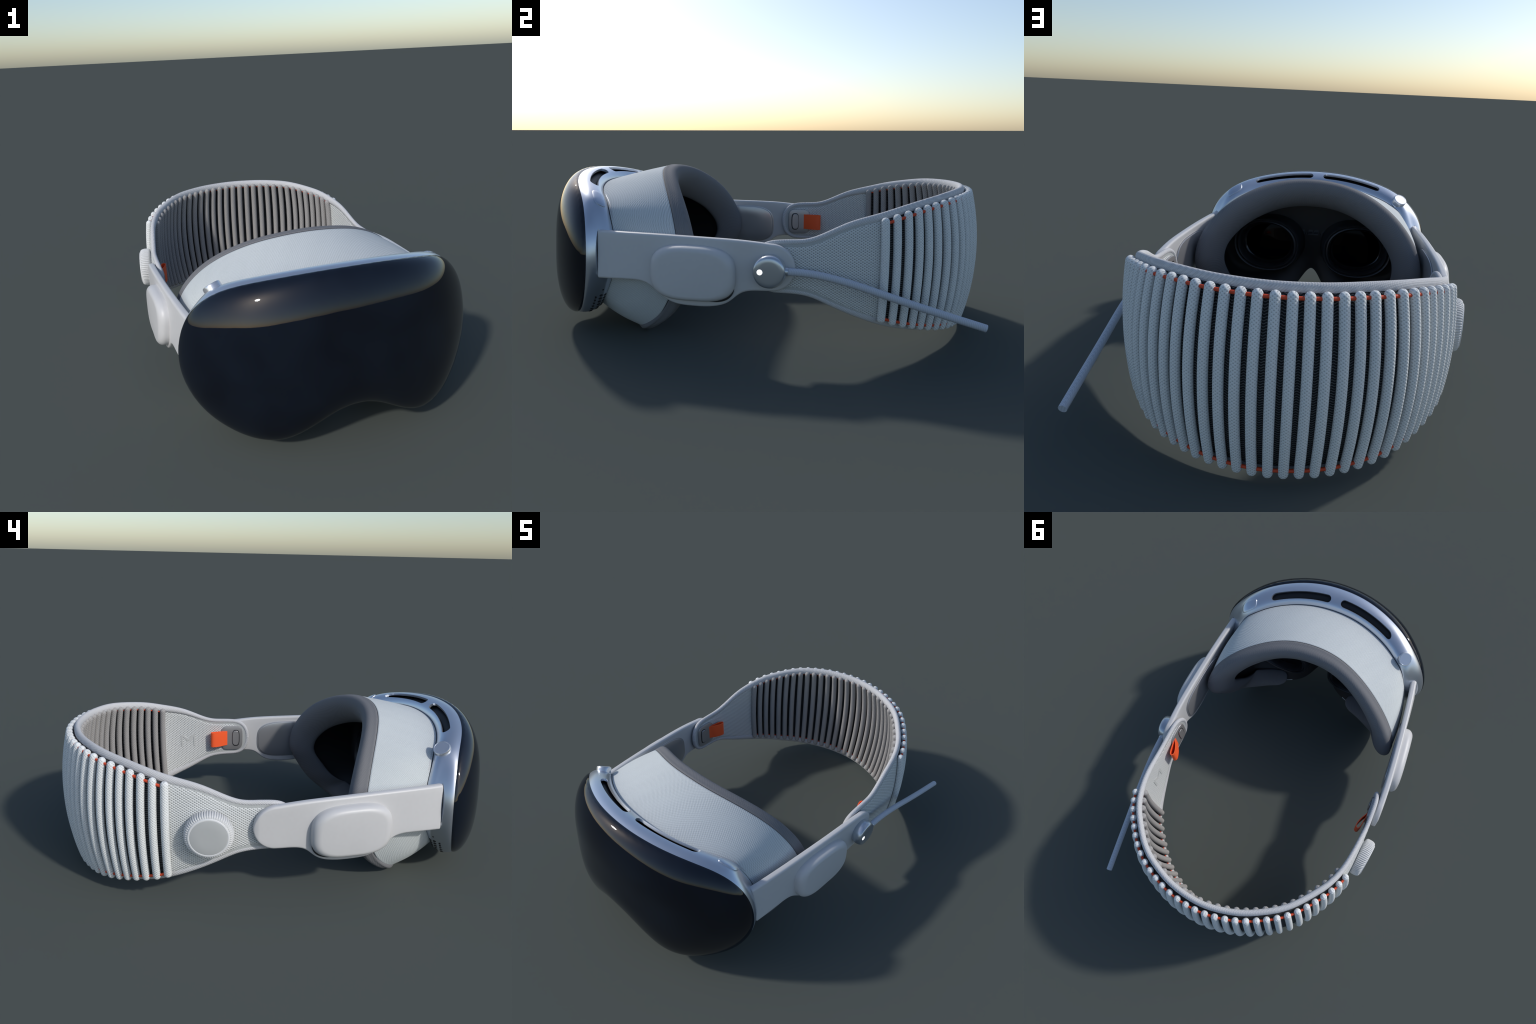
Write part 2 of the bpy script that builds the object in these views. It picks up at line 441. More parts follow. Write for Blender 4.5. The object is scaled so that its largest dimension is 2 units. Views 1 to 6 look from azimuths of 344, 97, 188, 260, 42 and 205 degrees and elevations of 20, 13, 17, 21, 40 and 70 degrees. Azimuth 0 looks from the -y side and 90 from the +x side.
for c in cutters:
    md = frame.modifiers.new("slot", 'BOOLEAN'); md.object = c; md.operation = 'DIFFERENCE'; md.solver = 'EXACT'
dg = bpy.context.evaluated_depsgraph_get()
newme = bpy.data.meshes.new_from_object(frame.evaluated_get(dg))
frame.modifiers.clear(); frame.data = newme
newme.polygons.foreach_set("use_smooth", [True] * len(newme.polygons)); newme.set_sharp_from_angle(angle=math.radians(40))
for c in cutters:
    m_ = c.data; bpy.data.objects.remove(c); bpy.data.meshes.remove(m_)

# dark liner under the vents
us = np.linspace(0.1, 0.9, 12)
G = metal(np.repeat(tt[:, None], 12, 1), np.repeat(us[None], NT, 0), -.024)
add_obj("vent_liner", grid_mesh("vent_liner", G, close_u=True), frame, M_BLACK)

# crown (small digital dial) on the -x side, top button on the +x side
def frame_basis(t, u):
    c = metal(t, u); n = metal(t, u, .01) - c; n /= np.linalg.norm(n)
    a = metal(t + .05, u) - metal(t - .05, u); a /= np.linalg.norm(a)
    b = np.cross(n, a); b /= np.linalg.norm(b); a = np.cross(b, n)
    return Vector(c), Vector(a), Vector(b), Vector(n)
def basis_matrix(c, a, b, n):
    return Matrix(((a[0], b[0], n[0], c[0]), (a[1], b[1], n[1], c[1]), (a[2], b[2], n[2], c[2]), (0, 0, 0, 1)))
c_, a_, b_, n_ = frame_basis(32 - 3.70, .50)
n_ = (n_ + Vector((0, 0.1, 0.25))).normalized(); a_ = (a_ - n_ * a_.dot(n_)).normalized(); b_ = n_.cross(a_)
Mx = basis_matrix(c_ - n_ * .029, a_, b_, n_)
ident = lambda a, b, h: (a, b, h)
def knurled(r, teeth, depth, n):
    return [(math.cos(2 * PI * k / n) * (r - depth * (0.5 + 0.5 * math.cos(teeth * 2 * PI * k / n)) ** 3),
             math.sin(2 * PI * k / n) * (r - depth * (0.5 + 0.5 * math.cos(teeth * 2 * PI * k / n)) ** 3)) for k in range(n)]
crown = add_obj("crown", ring_dome("crown", superellipse(.0365, .0365, 2, 64),
        [(1.08, 0), (1.08, .012), (1.0, .016), (1.0, .036), (.985, .041), (.94, .0445), (.86, .0455), (.84, .0445), (.4, .0445)], ident, angle=35), mat=M_METAL2, matrix=Mx)
def place_btn(a, b, h): return metal(np.float64(a), np.float64(b), h)
st = []
for k in range(72):
    A = 2 * PI * k / 72
    st.append((3.72 + .42 * math.copysign(abs(math.cos(A)) ** .55, math.cos(A)), .50 + .17 * math.copysign(abs(math.sin(A)) ** .7, math.sin(A))))
button = add_obj("top_button", ring_dome("top_button", st, [(1.0, -.004), (1.0, .003), (.98, .005), (.93, .0058), (.6, .0058)], place_btn, center=(3.72, .50), angle=40), mat=M_METAL)
# speaker / microphone perforations low on both sides: shallow dark pits
V = []; F = []
def pit(c, a, b, n, r):
    k0 = len(V); m = 14
    for sc, h in ((1.0, -.002), (1.0, .0005), (.8, .0006), (.3, .0003)):
        for k in range(m):
            A = 2 * PI * k / m
            V.append(tuple(c + a * (r * sc * math.cos(A)) + b * (r * sc * math.sin(A)) + n * h))
    for q in range(3):
        for k in range(m):
            F.append((k0 + q * m + k, k0 + q * m + (k + 1) % m, k0 + (q + 1) * m + (k + 1) % m, k0 + (q + 1) * m + k))
    F.append(tuple(k0 + 3 * m + k for k in range(m)))
for side in (1, -1):
    for row in range(8):
        for col in range(3):
            t = 8.55 + row * .20 + (.07 if col == 1 else 0.0); u = .34 + col * .17
            if row == 0 and col == 2: continue
            t2 = t if side > 0 else 32 - t
            pit(*frame_basis(t2, u), .0075)
    t2 = 8.25 if side > 0 else 32 - 8.25
    pit(*frame_basis(t2, .52), .004)
po = add_obj("speaker_perforation", make_mesh("speaker_perforation", V, F, fix=False), frame, M_GAP); po["kind"] = "stuff"

# ------------------------------------------------------------------ light seal (fabric cone) and face cushion
NS = 480
ts = np.linspace(0, 32, NS, endpoint=False)
tm = np.minimum(ts, 32 - ts)                      # distance from top centre, 0..15
seam = metal(ts, np.full(NS, 1.0)); cush = f_cush(ts)
TN = 13.3                                         # from here to the nose the seal is a black flap
vs = np.linspace(0, 1, 30)
def seal_pt(v):
    """seam -> cushion edge with a slightly full side"""
    p = seam * (1 - v) + cush * v
    ctr = np.array([0, 0, .38]); d = p - ctr; d[:, 1] = 0; d /= np.linalg.norm(d, axis=1)[:, None] + 1e-9
    k = .003 + .009 * smoothstep(2.0, 5.0, tm) - .009 * smoothstep(11, 13, tm)
    return p + d * (math.sin(PI * v) * k[:, None])
G = np.stack([seal_pt(v) for v in vs], 1)         # (NS, nv, 3)
def part_grid(name, G, keep):
    nu, nv = G.shape[:2]
    f = [q for q in grid_faces(nu, nv, close_u=True) if keep[q[0] // nv] and keep[q[1] // nv]]
    return make_mesh(name, G.reshape(-1, 3), f)
def shell(me, th):
    bm = bmesh.new(); bm.from_mesh(me)
    bmesh.ops.delete(bm, geom=[v for v in bm.verts if not v.link_faces], context='VERTS')
    bm.to_mesh(me); bm.free()
seal_me = part_grid("light_seal", G, tm <= TN); shell(seal_me, 0)
seal = add_obj("light_seal", seal_me, mat=M_SEAL)
md = seal.modifiers.new("th", 'SOLIDIFY'); md.thickness = .006; md.offset = 0
flap_me = part_grid("nose_flap", G, tm >= TN - .07); shell(flap_me, 0)
flap = add_obj("nose_flap", flap_me, seal, mat=M_BLACK)
md = flap.modifiers.new("th", 'SOLIDIFY'); md.thickness = .006; md.offset = 0
# trim bead where the seal meets the frame, dark groove before it
bead = metal(ts, np.full(NS, .985), .004) + np.array([0, .010, 0])
add_obj("seal_trim", tube("seal_trim", bead, .0062, 10, closed=True), seal, M_TRIM)
groove = metal(ts, np.full(NS, .95), .001) + np.array([0, .001, 0])
add_obj("seal_groove", tube("seal_groove", groove, .0026, 8, closed=True), seal, M_GAP)

# face cushion: rounded pad section swept round the seal edge, open at the nose
TC = 13.05
tcs = np.concatenate([np.linspace(32 - TC, 32, 200, endpoint=False), np.linspace(0, TC, 201)])
cb = f_cush(tcs); cm = np.minimum(tcs, 32 - tcs)
dcb = f_cush(tcs + .05) - f_cush(tcs - .05)
inn = np.stack([dcb[:, 2], 0 * dcb[:, 0], -dcb[:, 0]], -1); inn /= np.linalg.norm(inn, axis=1)[:, None]
if inn[200][2] > 0: inn = -inn
WID = spline([0, 3, 6, 8, 9.5, 11, 12, 13.2], [.150, .142, .132, .126, .106, .080, .066, .055])(cm)[:, 0]
DEP = spline([0, 6, 9, 11, 13.2], [.066, .066, .062, .052, .046])(cm)[:, 0]
endr = np.sqrt(np.clip(1 - np.clip((cm - (TC - .55)) / .55, 0, 1)**2, 0, 1)); endr = np.maximum(endr, .02)
SEC = spline(range(13), [(0.0, -.05), (-.035, .25), (-.03, .60), (.05, .88), (.22, 1.02), (.42, .94), (.62, .66), (.80, .22), (.93, -.30), (.97, -.75), (.80, -.95), (.35, -.50), (0.0, -.05)], periodic=True)
sa = np.linspace(0, 12, 48, endpoint=False); sec = SEC(sa)
cen = np.array([.5, .25])
rows = []
for i in range(len(tcs)):
    q = cen + (sec - cen) * endr[i]
    low = .012 * float(smoothstep(8.0, 10.5, cm[i]) * (1 - smoothstep(11.5, 13, cm[i])))
    rows.append(cb[i] + inn[i] * (q[:, :1] * (WID[i] + low) - low) + np.array([0, 1, 0]) * (q[:, 1:] * DEP[i]))
cush_me = grid_mesh("face_cushion", np.array(rows), close_v=True, cap_u=True)
cushion = add_obj("face_cushion", cush_me, seal, M_CUSH)
# dark stitch line between cushion and seal
add_obj("cushion_stitch", tube("cushion_stitch", cb + np.array([0, -.001, 0]) - inn * .0010, .0026, 8), seal, M_GAP)

# black inner shell, lens plate and lenses
cb2 = f_cush(ts); d2 = f_cush(ts + .05) - f_cush(ts - .05)
in2 = np.stack([d2[:, 2], 0 * d2[:, 0], -d2[:, 0]], -1); in2 /= np.linalg.norm(in2, axis=1)[:, None]
if in2[0][2] > 0: in2 = -in2
w2 = spline([0, 3, 6, 8, 9.5, 11, 12, 13.2, 16], [.10, .095, .09, .07, .045, .02, .008, .002, .002])(tm)[:, 0]
e0 = cb2 + in2 * w2[:, None] + np.array([0, .0, 0])
e1 = metal(ts, np.full(NS, 1.0)) + np.array([0, .035, 0]); 
cx = np.stack([np.clip(e1[:, 0] * .6, -.3, .3), np.full(NS, -.65), np.full(NS, .385)], -1)
e1 = e1 * .95 + cx * .05
e1[:, 1] = -.680 + .05 * smoothstep(.2, .5, np.abs(e1[:, 0])) + (.71 - e1[:, 2]) * -.05 
mid = [e0 * (1 - k) + e1 * k for k in np.linspace(0, 1, 8)]
cap = []
for k in np.linspace(0, 1, 12)[1:]:
    q = e1 * (1 - k) + cx * k; q[:, 1] = e1[:, 1] * (1 - k) + (-.690) * k; cap.append(q)
inner_me = grid_mesh("inner_shell", np.array(mid + cap), close_v=True)
heal(inner_me)
inner = add_obj("inner_shell", inner_me, seal, M_BLACK)
for sx in (1, -1):
    Lc = Vector((sx * .25, -.612, .325))
    yaw = sx * -.10
    Rm = Matrix.Translation(Lc) @ Matrix.Rotation(yaw, 4, 'Z') @ Matrix.Rotation(-PI / 2, 4, 'X')
    # local: a -> x, b -> -z, h -> +y
    oc = superellipse(.188, .150, 2.2, 96)
    lr = add_obj("lens_ring", ring_dome("lens_ring", oc, [(1.05, -.10), (1.04, -.03), (1.02, .0), (1.0, .022), (.965, .030), (.93, .028), (.915, .020), (.90, .024), (.86, .026), (.83, .020), (.80, .0), (.77, -.05)], ident, cap=False, base=False, angle=60), inner, M_RINGBLACK, Rm)
    add_obj("lens_cone", ring_dome("lens_cone", oc, [(.79, -.016), (.74, -.034), (.69, -.040)], ident, cap=False, base=False), lr, M_GLOSSBLACK, Matrix.Identity(4))
    add_obj("lens", ring_dome("lens", oc, [(.70, -.039), (.5, -.032), (.25, -.028)], ident, base=False), lr, M_LENS, Matrix.Identity(4))

# ------------------------------------------------------------------ side arms
def arm_mesh(sx):
    ys = [-.634 + .006 * (1 - math.cos(PI / 2 * k / 4)) for k in range(4)] + list(np.linspace(-.628, .10, 110)) + [.10 + .095 * math.sin(PI / 2 * k / 22) for k in range(1, 23)]
    TH = .032; rows = []
    for i, y in enumerate(ys):
        z0, z1, k = arm_range(y); th = TH * (0.45 + .55 * min(1, k * 1.6)) if k < 1 else TH
        if y < -.628: e = math.sqrt(max(0.05, 1 - ((-.628 - y) / .006)**2)); th *= (.6 + .4 * e); z0 += .008 * (1 - e); z1 -= .008 * (1 - e)
        # rounded-rectangle section in (x, z)
        hz = max((z1 - z0) / 2, .0008); r = min(.011, hz * .9); zc = (z0 + z1) / 2; xo = 0.0; hx = th / 2; xc = -TH / 2
        r = min(r, hx * .95); sec = []
        for (cx_, cz_, a0) in ((hx - r, hz - r, 0), (-(hx - r), hz - r, PI / 2), (-(hx - r), -(hz - r), PI), (hx - r, -(hz - r), 1.5 * PI)):
            for q in range(7):
                a = a0 + PI / 2 * q / 6; sec.append((cx_ + r * math.cos(a), cz_ + r * math.sin(a)))
        # subdivide the long faces so the arm bends and leans smoothly
        full_sec = []
        for q in range(len(sec)):
            p0 = np.array(sec[q]); p1 = np.array(sec[(q + 1) % len(sec)]); m = 8 if q in (13, 27) else 1
            full_sec += [tuple(p0 + (p1 - p0) * k / m) for k in range(m)]
        rows.append([(sx * (float(arm_x(y, zc + b)) + xc + a), y, zc + b) for a, b in full_sec])
    return grid_mesh("side_arm", np.array(rows), close_v=True, cap_u=True, angle=40)
def on_arm(sx, base=0.0):
    return lambda a, b, h: (sx * (float(arm_x(a, b)) + base + h), a, b)
arms = {}
for sx in (1, -1):
    arm = add_obj("side_arm", arm_mesh(sx), mat=M_ARM); arms[sx] = arm
    # speaker pod (outer) and mirror pad (inner)
    pod = superellipse(.176, .1125, 3.0, 120, -.2155, .333, tilt=-.02)
    add_obj("speaker_pod", ring_dome("speaker_pod", pod, round_profile(.049, .22, 10, dome=.003), on_arm(sx, -.004), center=(-.2155, .333), angle=60), arm, M_ARM)
    # narrow dark port under the rear lower edge of the pod
    q = [pod[k % 120] for k in range(93, 114)]
    path = [(sx * (float(arm_x(a, b)) + .0085), -.2155 + (a + .2155) * 1.0, .333 + (b - .333) * 1.0) for a, b in q]
    add_obj("sound_port", tube("sound_port", path, .004, 8, rfun=lambda s_: .0015 + .0085 * math.sin(PI * s_)), arm, M_GAP)
    pad = superellipse(.185, .108, 3.2, 120, -.225, .338, tilt=-.02)
    def on_inner(a, b, h, sx=sx): return (sx * (float(arm_x(a, b)) - .031 - h), a, b)
    add_obj("inner_pad", ring_dome("inner_pad", pad, [(1.03, 0), (1.03, .003), (1.01, .0045), (.99, .0045), (.98, .0075), (.95, .009), (.5, .009)], on_inner, center=(-.225, .338), angle=40), arm, M_PAD)

# ------------------------------------------------------------------ head band
PLAN = [(.565, .00), (.572, .045), (.578, .09), (.580, .16), (.579, .242), (.573, .303), (.561, .395), (.535, .52), (.492, .617), (.446, .682), (.388, .752),
        (.325, .806), (.268, .840), (.182, .880), (.120, .898), (.040, .911)]
full = [(x, y) for x, y in PLAN] + [(0, .913)] + [(-x, y) for x, y in PLAN[::-1]]
_pl = np.array(full); _sl = np.concatenate([[0], np.cumsum(np.linalg.norm(np.diff(_pl, axis=0), axis=1))])
f_plan = spline(_sl, _pl); SMID = _sl[len(PLAN)]
# re-parametrise by true arc length measured from the rear centre
_ss = np.linspace(_sl[0], _sl[-1], 4000); _pp = f_plan(_ss)
_al = np.concatenate([[0], np.cumsum(np.linalg.norm(np.diff(_pp, axis=0), axis=1))]); _al -= _al[-1] / 2
def plan(s):
    s = np.asarray(s, float)
    x = np.interp(s, _al, _pp[:, 0]); y = np.interp(s, _al, _pp[:, 1]); return x, y
def plan_n(s):
    xa, ya = plan(s - .01); xb, yb = plan(s + .01)
    tx, ty = xb - xa, yb - ya; l = np.hypot(tx, ty); return ty / l, -tx / l      # check sign below
def s_of_y(y):                                     # +x half has negative s (list starts at +x)
    ys = _pp[:2000, 1]; return float(np.interp(y, ys, _al[:2000]))
_nx, _ny = plan_n(0.0); NSGN = 1.0 if _ny > 0 else -1.0
def Nn(s): a, b = plan_n(s); return a * NSGN, b * NSGN

def half_y(s): return plan(s)[1]
# vertical edges of the band against plan position y (rim crest / rim underside)
ZT = spline([-.05, .0, .045, .09, .16, .242, .303, .395, .52, .617, .682, .752, .806, .86, .913], [.470, .469, .468, .468, .472, .478, .499, .541, .578, .605, .620, .634, .643, .648, .651])
ZB = spline([-.05, .0, .072, .14, .20, .25, .325, .40, .47, .54, .62, .70, .77, .84, .913], [.252, .252, .252, .252, .249, .240, .207, .172, .143, .117, .092, .069, .053, .039, .029])
S_FRONT = abs(s_of_y(.030))                       # half length of the band
S_RIB = abs(s_of_y(.527))                         # position of the first rib
S_ROUND = .10                                     # rounding length of the front end
def band_edges(s):
    s = np.asarray(s, float); y = half_y(s); zt = ZT(y)[..., 0]; zb = ZB(y)[..., 0]
    a = np.clip((np.abs(s) - (S_FRONT - S_ROUND)) / S_ROUND, 0, 1)
    k = np.power(np.clip(1 - a ** 2.6, 0, 1), 1 / 2.6)
    c = (zt + zb) / 2; return c - (c - zb) * k, c + (zt - c) * k
def bulge(s): return .045 * (1 - .55 * smoothstep(S_RIB * .45, S_RIB, np.abs(s))) * (1 - smoothstep(S_RIB * .98, abs(s_of_y(.14)), np.abs(s)))
def band(s, f, off, rim=0.0):
    """point of the band: s along, f 0..1 from bottom to top edge, off outwards"""
    s = np.asarray(s, float); f = np.asarray(f, float)
    x, y = plan(s); nx, ny = Nn(s); zb, zt = band_edges(s); zb = zb + rim; zt = zt - rim
    o = off + bulge(s) * np.clip(1 - (2 * f - 1)**2, 0, 1)
    return np.stack([x + nx * o, y + ny * o, zb + (zt - zb) * f], -1)
RIM_R = .0145
def rim_up(s): return 1.0 + .45 * smoothstep(S_FRONT * .85, S_RIB * .95, np.abs(s))
def rim_r(s): return .0115 + .0030 * smoothstep(S_FRONT * .85, S_RIB * .9, np.abs(s))

band_root = bpy.data.objects.new("head_band", None); bpy.context.scene.collection.objects.link(band_root); band_root.parent = ROOT
# core sheet: side panels (knit) and dark spacer mesh behind the ribs
def sheet(name, s0, s1, ns, th, mat, inset=.010, cen=.010):
    ss = np.linspace(s0, s1, ns); fs = np.linspace(0, 1, 28)
    def side(off):
        x, y = plan(ss); return np.stack([band(ss, np.full(ns, f), off - cen * abs(2 * f - 1)**6, inset) for f in fs], 1)
    A = side(cen + th); Bk = side(cen - th)
    G = np.concatenate([A, Bk[:, ::-1]], 1)
    return add_obj(name, grid_mesh(name, G, close_v=True, cap_u=True, angle=50), band_root, mat)
sheet("spacer_mesh", -S_RIB + .004, S_RIB - .004, 160, .0060, M_MESH)
for sg in (1, -1):
    se = S_FRONT - .0015
    ss = sg * (S_RIB + (se - S_RIB) * np.sin(np.linspace(0, PI / 2, 90)))
    fs = np.linspace(0, 1, 28)
    A = np.stack([band(ss, np.full(90, f), .0088, .006 * 1) for f in fs], 1)
    Bk = np.stack([band(ss, np.full(90, f), -.0088, .006 * 1) for f in fs], 1)
    G = np.concatenate([A, Bk[:, ::-1]], 1)
    add_obj("band_panel", grid_mesh("band_panel", G, close_v=True, cap_u=True, angle=50), band_root, M_MARGIN)
    # raised knit field inside the smooth margin, both faces
    for off, nm in ((.0088, "knit_field"), (-.0088, "knit_field")):
        sgn = 1 if off > 0 else -1
        s_in = sg * (S_RIB + .004 + (S_FRONT - .036 - S_RIB) * np.sin(np.linspace(0, PI / 2, 90)))
        x, y = plan(s_in); zb, zt = band_edges(s_in)
        a = np.clip((np.abs(s_in) - (S_FRONT - .1)) / (.1 - .030), 0, 1); k = np.power(np.clip(1 - a**2.6, 0, 1), 1 / 2.6)
        yy = half_y(s_in); zt0 = ZT(yy)[:, 0]; zb0 = ZB(yy)[:, 0]; c = (zt0 + zb0) / 2
        zt1 = c + (zt0 - c - .030) * k; zb1 = c - (c - zb0 - .030) * k
        nx, ny = Nn(s_in); rows = []
        for f in fs:
            z = zb1 + (zt1 - zb1) * f; f0 = np.clip((z - zb0) / (zt0 - zb0), 0, 1)
            o = off + sgn * .002 * (0 if f in (0, 1) else 1) + bulge(s_in) * (1 - (2 * f0 - 1)**2)
            rows.append(np.stack([x + nx * o, y + ny * o, z], -1))
        back = [r - np.stack([nx, ny, 0 * nx], -1) * (sgn * .006) for r in rows]
        G = np.concatenate([np.stack(rows, 1), np.stack(back[::-1], 1)], 1)
        add_obj(nm, grid_mesh(nm, G, close_v=True, cap_u=True, angle=40), band_root, M_PANEL)
# rim tube round the whole band
n1 = 520
sa = np.concatenate([np.linspace(-(S_FRONT - S_ROUND), S_FRONT - S_ROUND, n1)])
th = np.linspace(0, PI / 2, 40)[1:]
s_end = S_FRONT - S_ROUND + S_ROUND * np.power(np.sin(th), 2 / 2.6)
s_up = np.concatenate([-s_end[::-1], sa, s_end]); top = band(s_up, np.full(len(s_up), 1.0), 0)
bot = band(s_up[::-1], np.full(len(s_up), 0.0), 0)
top[:, 2] -= rim_r(s_up) * rim_up(s_up); bot[:, 2] += (rim_r(s_up) * rim_up(s_up))[::-1]
# keep the very ends meeting
path = np.concatenate([top, bot])
srim = np.concatenate([s_up, s_up[::-1]])
dd = np.linalg.norm(np.roll(path, -1, 0) - path, axis=1); keep = dd > 1e-4; path = path[keep]; srim = srim[keep]
seg = np.concatenate([[0], np.cumsum(np.linalg.norm(np.diff(np.vstack([path, path[:1]]), axis=0), axis=1))])
u_ = np.linspace(0, seg[-1], 1100, endpoint=False)
path = np.stack([np.interp(u_, seg, np.append(path[:, k], path[0, k])) for k in range(3)], -1)
srim = np.interp(u_, seg, np.append(srim, srim[0]))
for _ in range(6): path = (np.roll(path, 1, 0) + 2 * path + np.roll(path, -1, 0)) / 4
rr = rim_r(srim); ru = rim_up(srim)
add_obj("band_rim", tube("band_rim", path, .014, 14, closed=True, rfun=lambda q: float(rr[min(len(rr) - 1, int(round(q * (len(rr) - 1))))]),
        upfun=lambda q: float(ru[min(len(ru) - 1, int(round(q * (len(ru) - 1))))])), band_root, M_RIM)

# ribs: shared meshes between mirrored positions
NR = 32
s_ribs = np.linspace(-S_RIB, S_RIB, NR)
def rib_mesh(name, s, off, r, lo, hi):
    zb, zt = band_edges(np.float64(s)); b = float(bulge(np.float64(s)))
    z0, z1 = zb + lo + r, zt - hi - r; zc = (z0 + z1) / 2
    zz = np.linspace(z0, z1, 48); f = (zz - zb) / (zt - zb)
    P = np.stack([0 * zz, off + b * (1 - (2 * f - 1)**2), zz - zc], -1)
    return tube(name, P, r, 20), zc
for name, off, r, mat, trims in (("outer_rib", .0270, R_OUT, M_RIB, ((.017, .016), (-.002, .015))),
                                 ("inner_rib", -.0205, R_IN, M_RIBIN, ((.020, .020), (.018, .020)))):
    for i in range(NR // 2):
        s = s_ribs[i]; k = 1 - abs(s) / S_RIB
        k = min(1, k * 1.6)
        lo = trims[0][0] * (1 - k) + trims[1][0] * k; hi = trims[0][1] * (1 - k) + trims[1][1] * k
        me, zc = rib_mesh(name, s, off, r, lo, hi)
        for q in (s, -s):
            x, y = plan(np.float64(q)); nx, ny = Nn(np.float64(q))
            nv = Vector((float(nx), float(ny), 0)); tx = Vector((nv.y, -nv.x, 0))
            Mr = Matrix(((tx.x, nv.x, 0, x), (tx.y, nv.y, 0, y), (0, 0, 1, zc), (0, 0, 0, 1)))
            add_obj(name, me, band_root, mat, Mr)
# elastic cords threaded through the ribs
sc = np.linspace(-S_RIB, S_RIB, 240)
def cord(off, dtop=None, dbot=None):
    zb, zt = band_edges(sc); x, y = plan(sc); nx, ny = Nn(sc)
    z = zt - dtop if dtop is not None else zb + dbot
    f = (z - zb) / (zt - zb); o = off + bulge(sc) * (1 - (2 * f - 1)**2)
    return np.stack([x + nx * o, y + ny * o, z], -1)
kk = np.minimum(1, (1 - np.abs(sc) / S_RIB) * 1.6)
for off, kw in ((.027, dict(dtop=.040 - .005 * kk)), (.027, dict(dbot=.036 - .010 * kk)), (-.012, dict(dtop=.042 + 0 * kk)), (-.012, dict(dbot=.042 + 0 * kk))):
    add_obj("elastic_cord", tube("elastic_cord", cord(off, **kw), .0060 if off > 0 else .004, 10), band_root, M_CORD)

# ------------------------------------------------------------------ band fittings
def band_place(sg, side):
    """place(a=y position, b=z, h=height above the band face); side +1 outer face, -1 inner face"""
    def f(a, b, h):
        s = s_of_y(a) * (1 if sg > 0 else -1)
        x, y = plan(np.float64(s)); nx, ny = Nn(np.float64(s)); zb, zt = band_edges(np.float64(s))
        fr = min(1, max(0, (b - zb) / max(zt - zb, 1e-4)))
        o = side * (.0100 + h) + float(bulge(np.float64(s))) * (1 - (2 * fr - 1)**2)
        return (x + nx * o, y + ny * o, b)
    return f
for sg in (1, -1):
    pl = band_place(sg, -1)
    plate = superellipse(.065, .073, 4.0, 80, .121, .359)
    bk = add_obj("buckle_plate", ring_dome("buckle_plate", plate, [(1, -.002), (1, .006), (.98, .009), (.94, .010), (.5, .010)], pl, center=(.121, .359), angle=40), band_root, M_BUCKLE)
    ob = superellipse(.0215, .046, 3.2, 64, .097, .359)
    add_obj("release_recess", ring_dome("release_recess", ob, [(1.08, .008), (1.08, .0112), (1.0, .0118), (.6, .0112)], pl, center=(.097, .359), angle=40), bk, M_GAP)
    ob = superellipse(.0200, .0445, 3.2, 64, .0985, .359)
    add_obj("release_button", ring_dome("release_button", ob, [(1, .009), (1, .0135), (.95, .0155), (.5, .0155)], pl, center=(.0985, .359), angle=40), bk, M_BUCKLE)
    # fabric pull loop
    loop_p = [(.150, .008), (.166, .016), (.190, .030), (.218, .041), (.240, .044), (.250, .038), (.250, .030), (.236, .022), (.212, .017), (.185, .012), (.160, .008)]
    lp = spline(range(len(loop_p)), loop_p)(np.linspace(0, len(loop_p) - 1, 60))
    dl = np.gradient(lp, axis=0); nl = np.stack([-dl[:, 1], dl[:, 0]], -1); nl /= np.linalg.norm(nl, axis=1)[:, None]
    rows = []
    for i in range(60):
        q0 = lp[i] + nl[i] * .0020; q1 = lp[i] - nl[i] * .0020
        rows.append([pl(q0[0], .316, q0[1]), pl(q0[0], .402, q0[1]), pl(q1[0], .402, q1[1]), pl(q1[0], .316, q1[1])])
    add_obj("pull_tab", grid_mesh("pull_tab", np.array(rows), close_v=True, cap_u=True, angle=40), band_root, M_TAB)

# size letter on the inner face of the +x panel (built as raised strokes)
pl = band_place(1, -1)
bars = [((.416, .319), (.416, .387)), ((.345, .319), (.345, .387)), ((.416, .387), (.3805, .352)), ((.3805, .352), (.345, .387))]
V = []; F = []
for (a0, b0), (a1, b1) in bars:
    d = np.array([a1 - a0, b1 - b0]); l = np.linalg.norm(d); d /= l; nn = np.array([-d[1], d[0]]) * .0055
    m = 10; k0 = len(V)
    for i in range(m + 1):
        c = np.array([a0, b0]) + d * (l * i / m)
        for q, h in ((c + nn, .000), (c + nn, .0028), (c - nn, .0028), (c - nn, .000)): V.append(pl(q[0], q[1], h))
    for i in range(m):
        for j in range(4):
            F.append((k0 + i * 4 + j, k0 + i * 4 + (j + 1) % 4, k0 + (i + 1) * 4 + (j + 1) % 4, k0 + (i + 1) * 4 + j))
    F.append((k0, k0 + 1, k0 + 2, k0 + 3)); F.append(tuple(k0 + m * 4 + j for j in range(4)))
add_obj("size_letter", make_mesh("size_letter", V, F, angle=30), band_root, M_MARK)

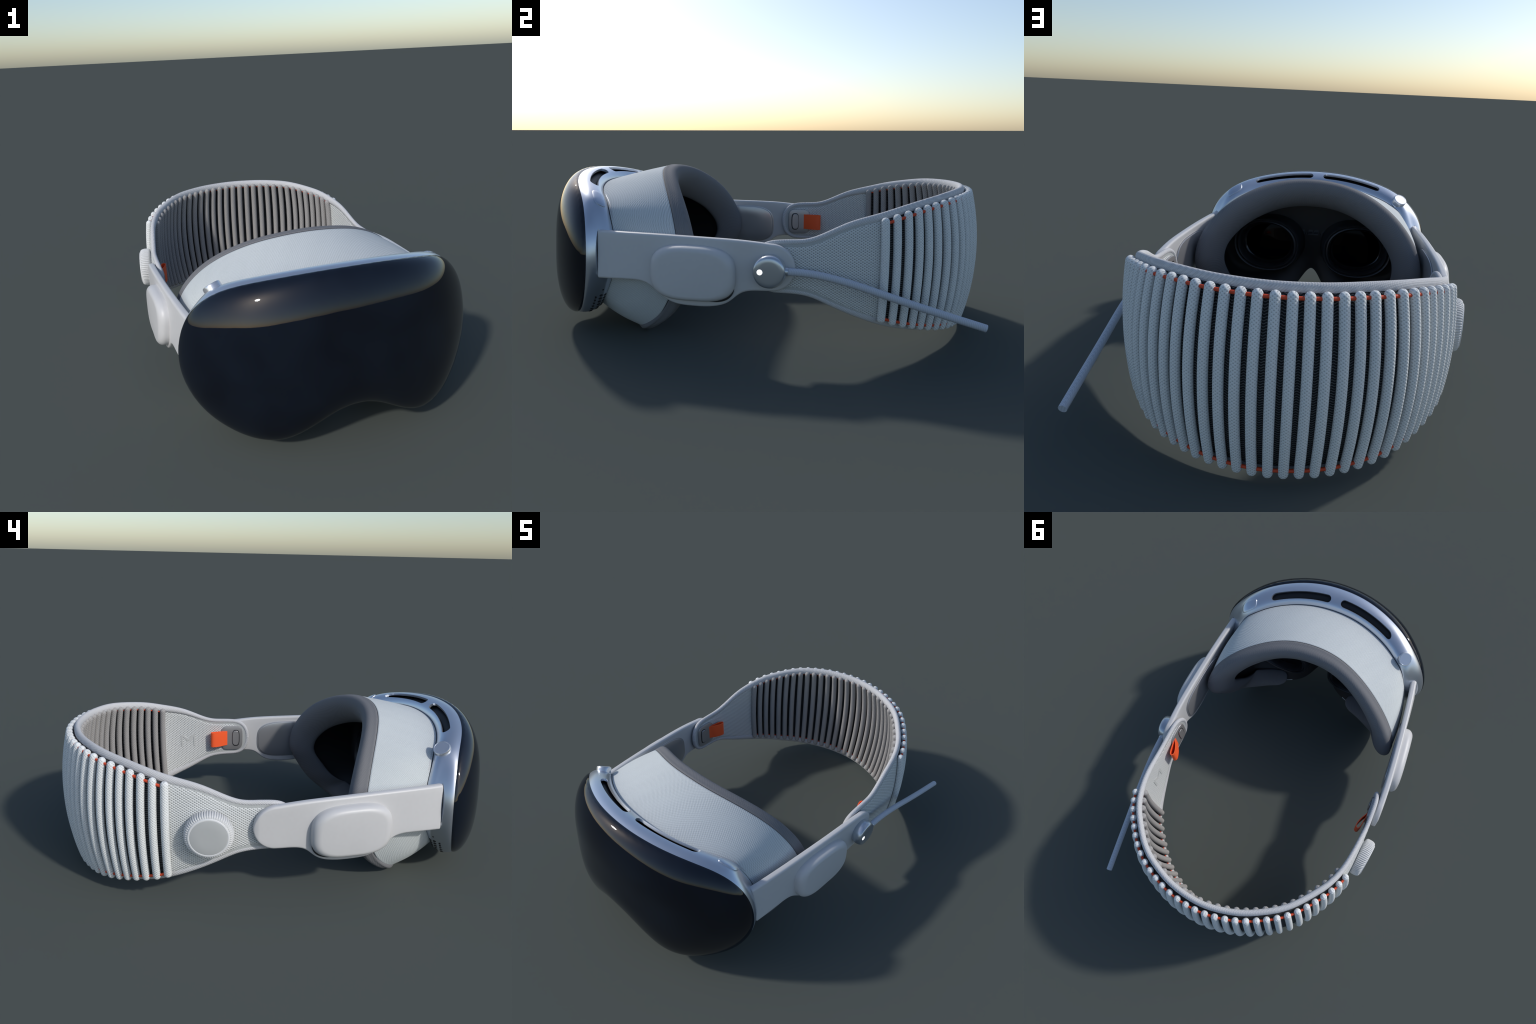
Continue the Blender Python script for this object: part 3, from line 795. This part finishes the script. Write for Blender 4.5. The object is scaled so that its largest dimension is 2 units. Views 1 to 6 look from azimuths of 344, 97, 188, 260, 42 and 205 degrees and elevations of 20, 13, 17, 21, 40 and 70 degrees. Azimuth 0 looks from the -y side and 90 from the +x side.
# fit dial on the outer face of the -x panel
s_d = -s_of_y(.366); x, y = plan(np.float64(s_d)); nx, ny = Nn(np.float64(s_d))
nrm = Vector((float(nx), float(ny), 0.0)).normalized(); up = Vector((0, 0, 1)); tg = up.cross(nrm)
DM = basis_matrix(Vector((float(x), float(y), .350)) + nrm * .020, tg, up, nrm)
n = 1152
dial = add_obj("fit_dial", ring_dome("fit_dial", knurled(.100, 60, .0050, n),
      [(.80, -.010), (.80, .004), (.92, .006), (.985, .012), (1.0, .020), (1.0, .034), (.985, .044), (.955, .0515), (.91, .0565), (.86, .058), (.5, .058)], ident, angle=60), mat=M_DIAL, matrix=DM)
rg = superellipse(.083, .083, 2, 96)
add_obj("dial_ring", ring_dome("dial_ring", rg, [(1.0, .057), (1.0, .0605), (.985, .0615), (.92, .0615), (.91, .0605), (.5, .060)], ident, angle=40), dial, mat_plastic("dial_ring_plastic", (.72, .73, .74), .4), Matrix.Identity(4))
add_obj("dial_cap", ring_dome("dial_cap", superellipse(.0745, .0745, 2, 96), [(1.0, .058), (1.0, .0612), (.97, .0618), (.5, .0622)], ident, angle=40), dial, M_DIALCAP, Matrix.Identity(4))

# power knob and cable on the +x arm
kx = float(arm_x(.097))
KM = Matrix(((0, 0, 1, kx - .011), (1, 0, 0, .097), (0, 1, 0, .357), (0, 0, 0, 1)))
knob = add_obj("power_knob", ring_dome("power_knob", superellipse(.0665, .0665, 2, 96),
      [(.90, 0), (.93, .010), (.975, .018), (1.0, .028), (1.0, .038), (.985, .047), (.95, .0545), (.90, .059), (.82, .0615), (.6, .0625), (.3, .063)], ident, angle=60), mat=M_KNOB, matrix=KM)
add_obj("status_light", ring_dome("status_light", superellipse(.0112, .0112, 2, 32, -.0345, .002), [(1, .058), (1, .0630), (.9, .0635), (.4, .0637)], ident, center=(-.0345, .002)), knob, M_LED, Matrix.Identity(4))
cp = [(.648, .155, .359), (.649, .20, .357), (.650, .292, .347), (.650, .415, .318), (.649, .523, .284), (.647, .638, .247), (.645, .752, .212), (.641, .923, .161)]
cpath = spline(np.linspace(0, 1, len(cp)), cp)(np.linspace(0, 1, 90))
cable = add_obj("power_cable", tube("power_cable", cpath, .0150, 20, cap_round=False, angle=50), mat=mat_braid("braided_cable", (.52, .56, .63), (.40, .44, .51)))
add_obj("cable_collar", tube("cable_collar", spline([0, 1], cp[:2])(np.linspace(-.4, .35, 8)), .0175, 20, cap_round=False, angle=50), cable, M_KNOB)

# apply remaining modifiers so every part is plain mesh
dg = bpy.context.evaluated_depsgraph_get(); dg.update()
for o in list(bpy.context.scene.objects):
    if o.type == 'MESH' and o.modifiers:
        nm = bpy.data.meshes.new_from_object(o.evaluated_get(dg)); o.modifiers.clear(); o.data = nm
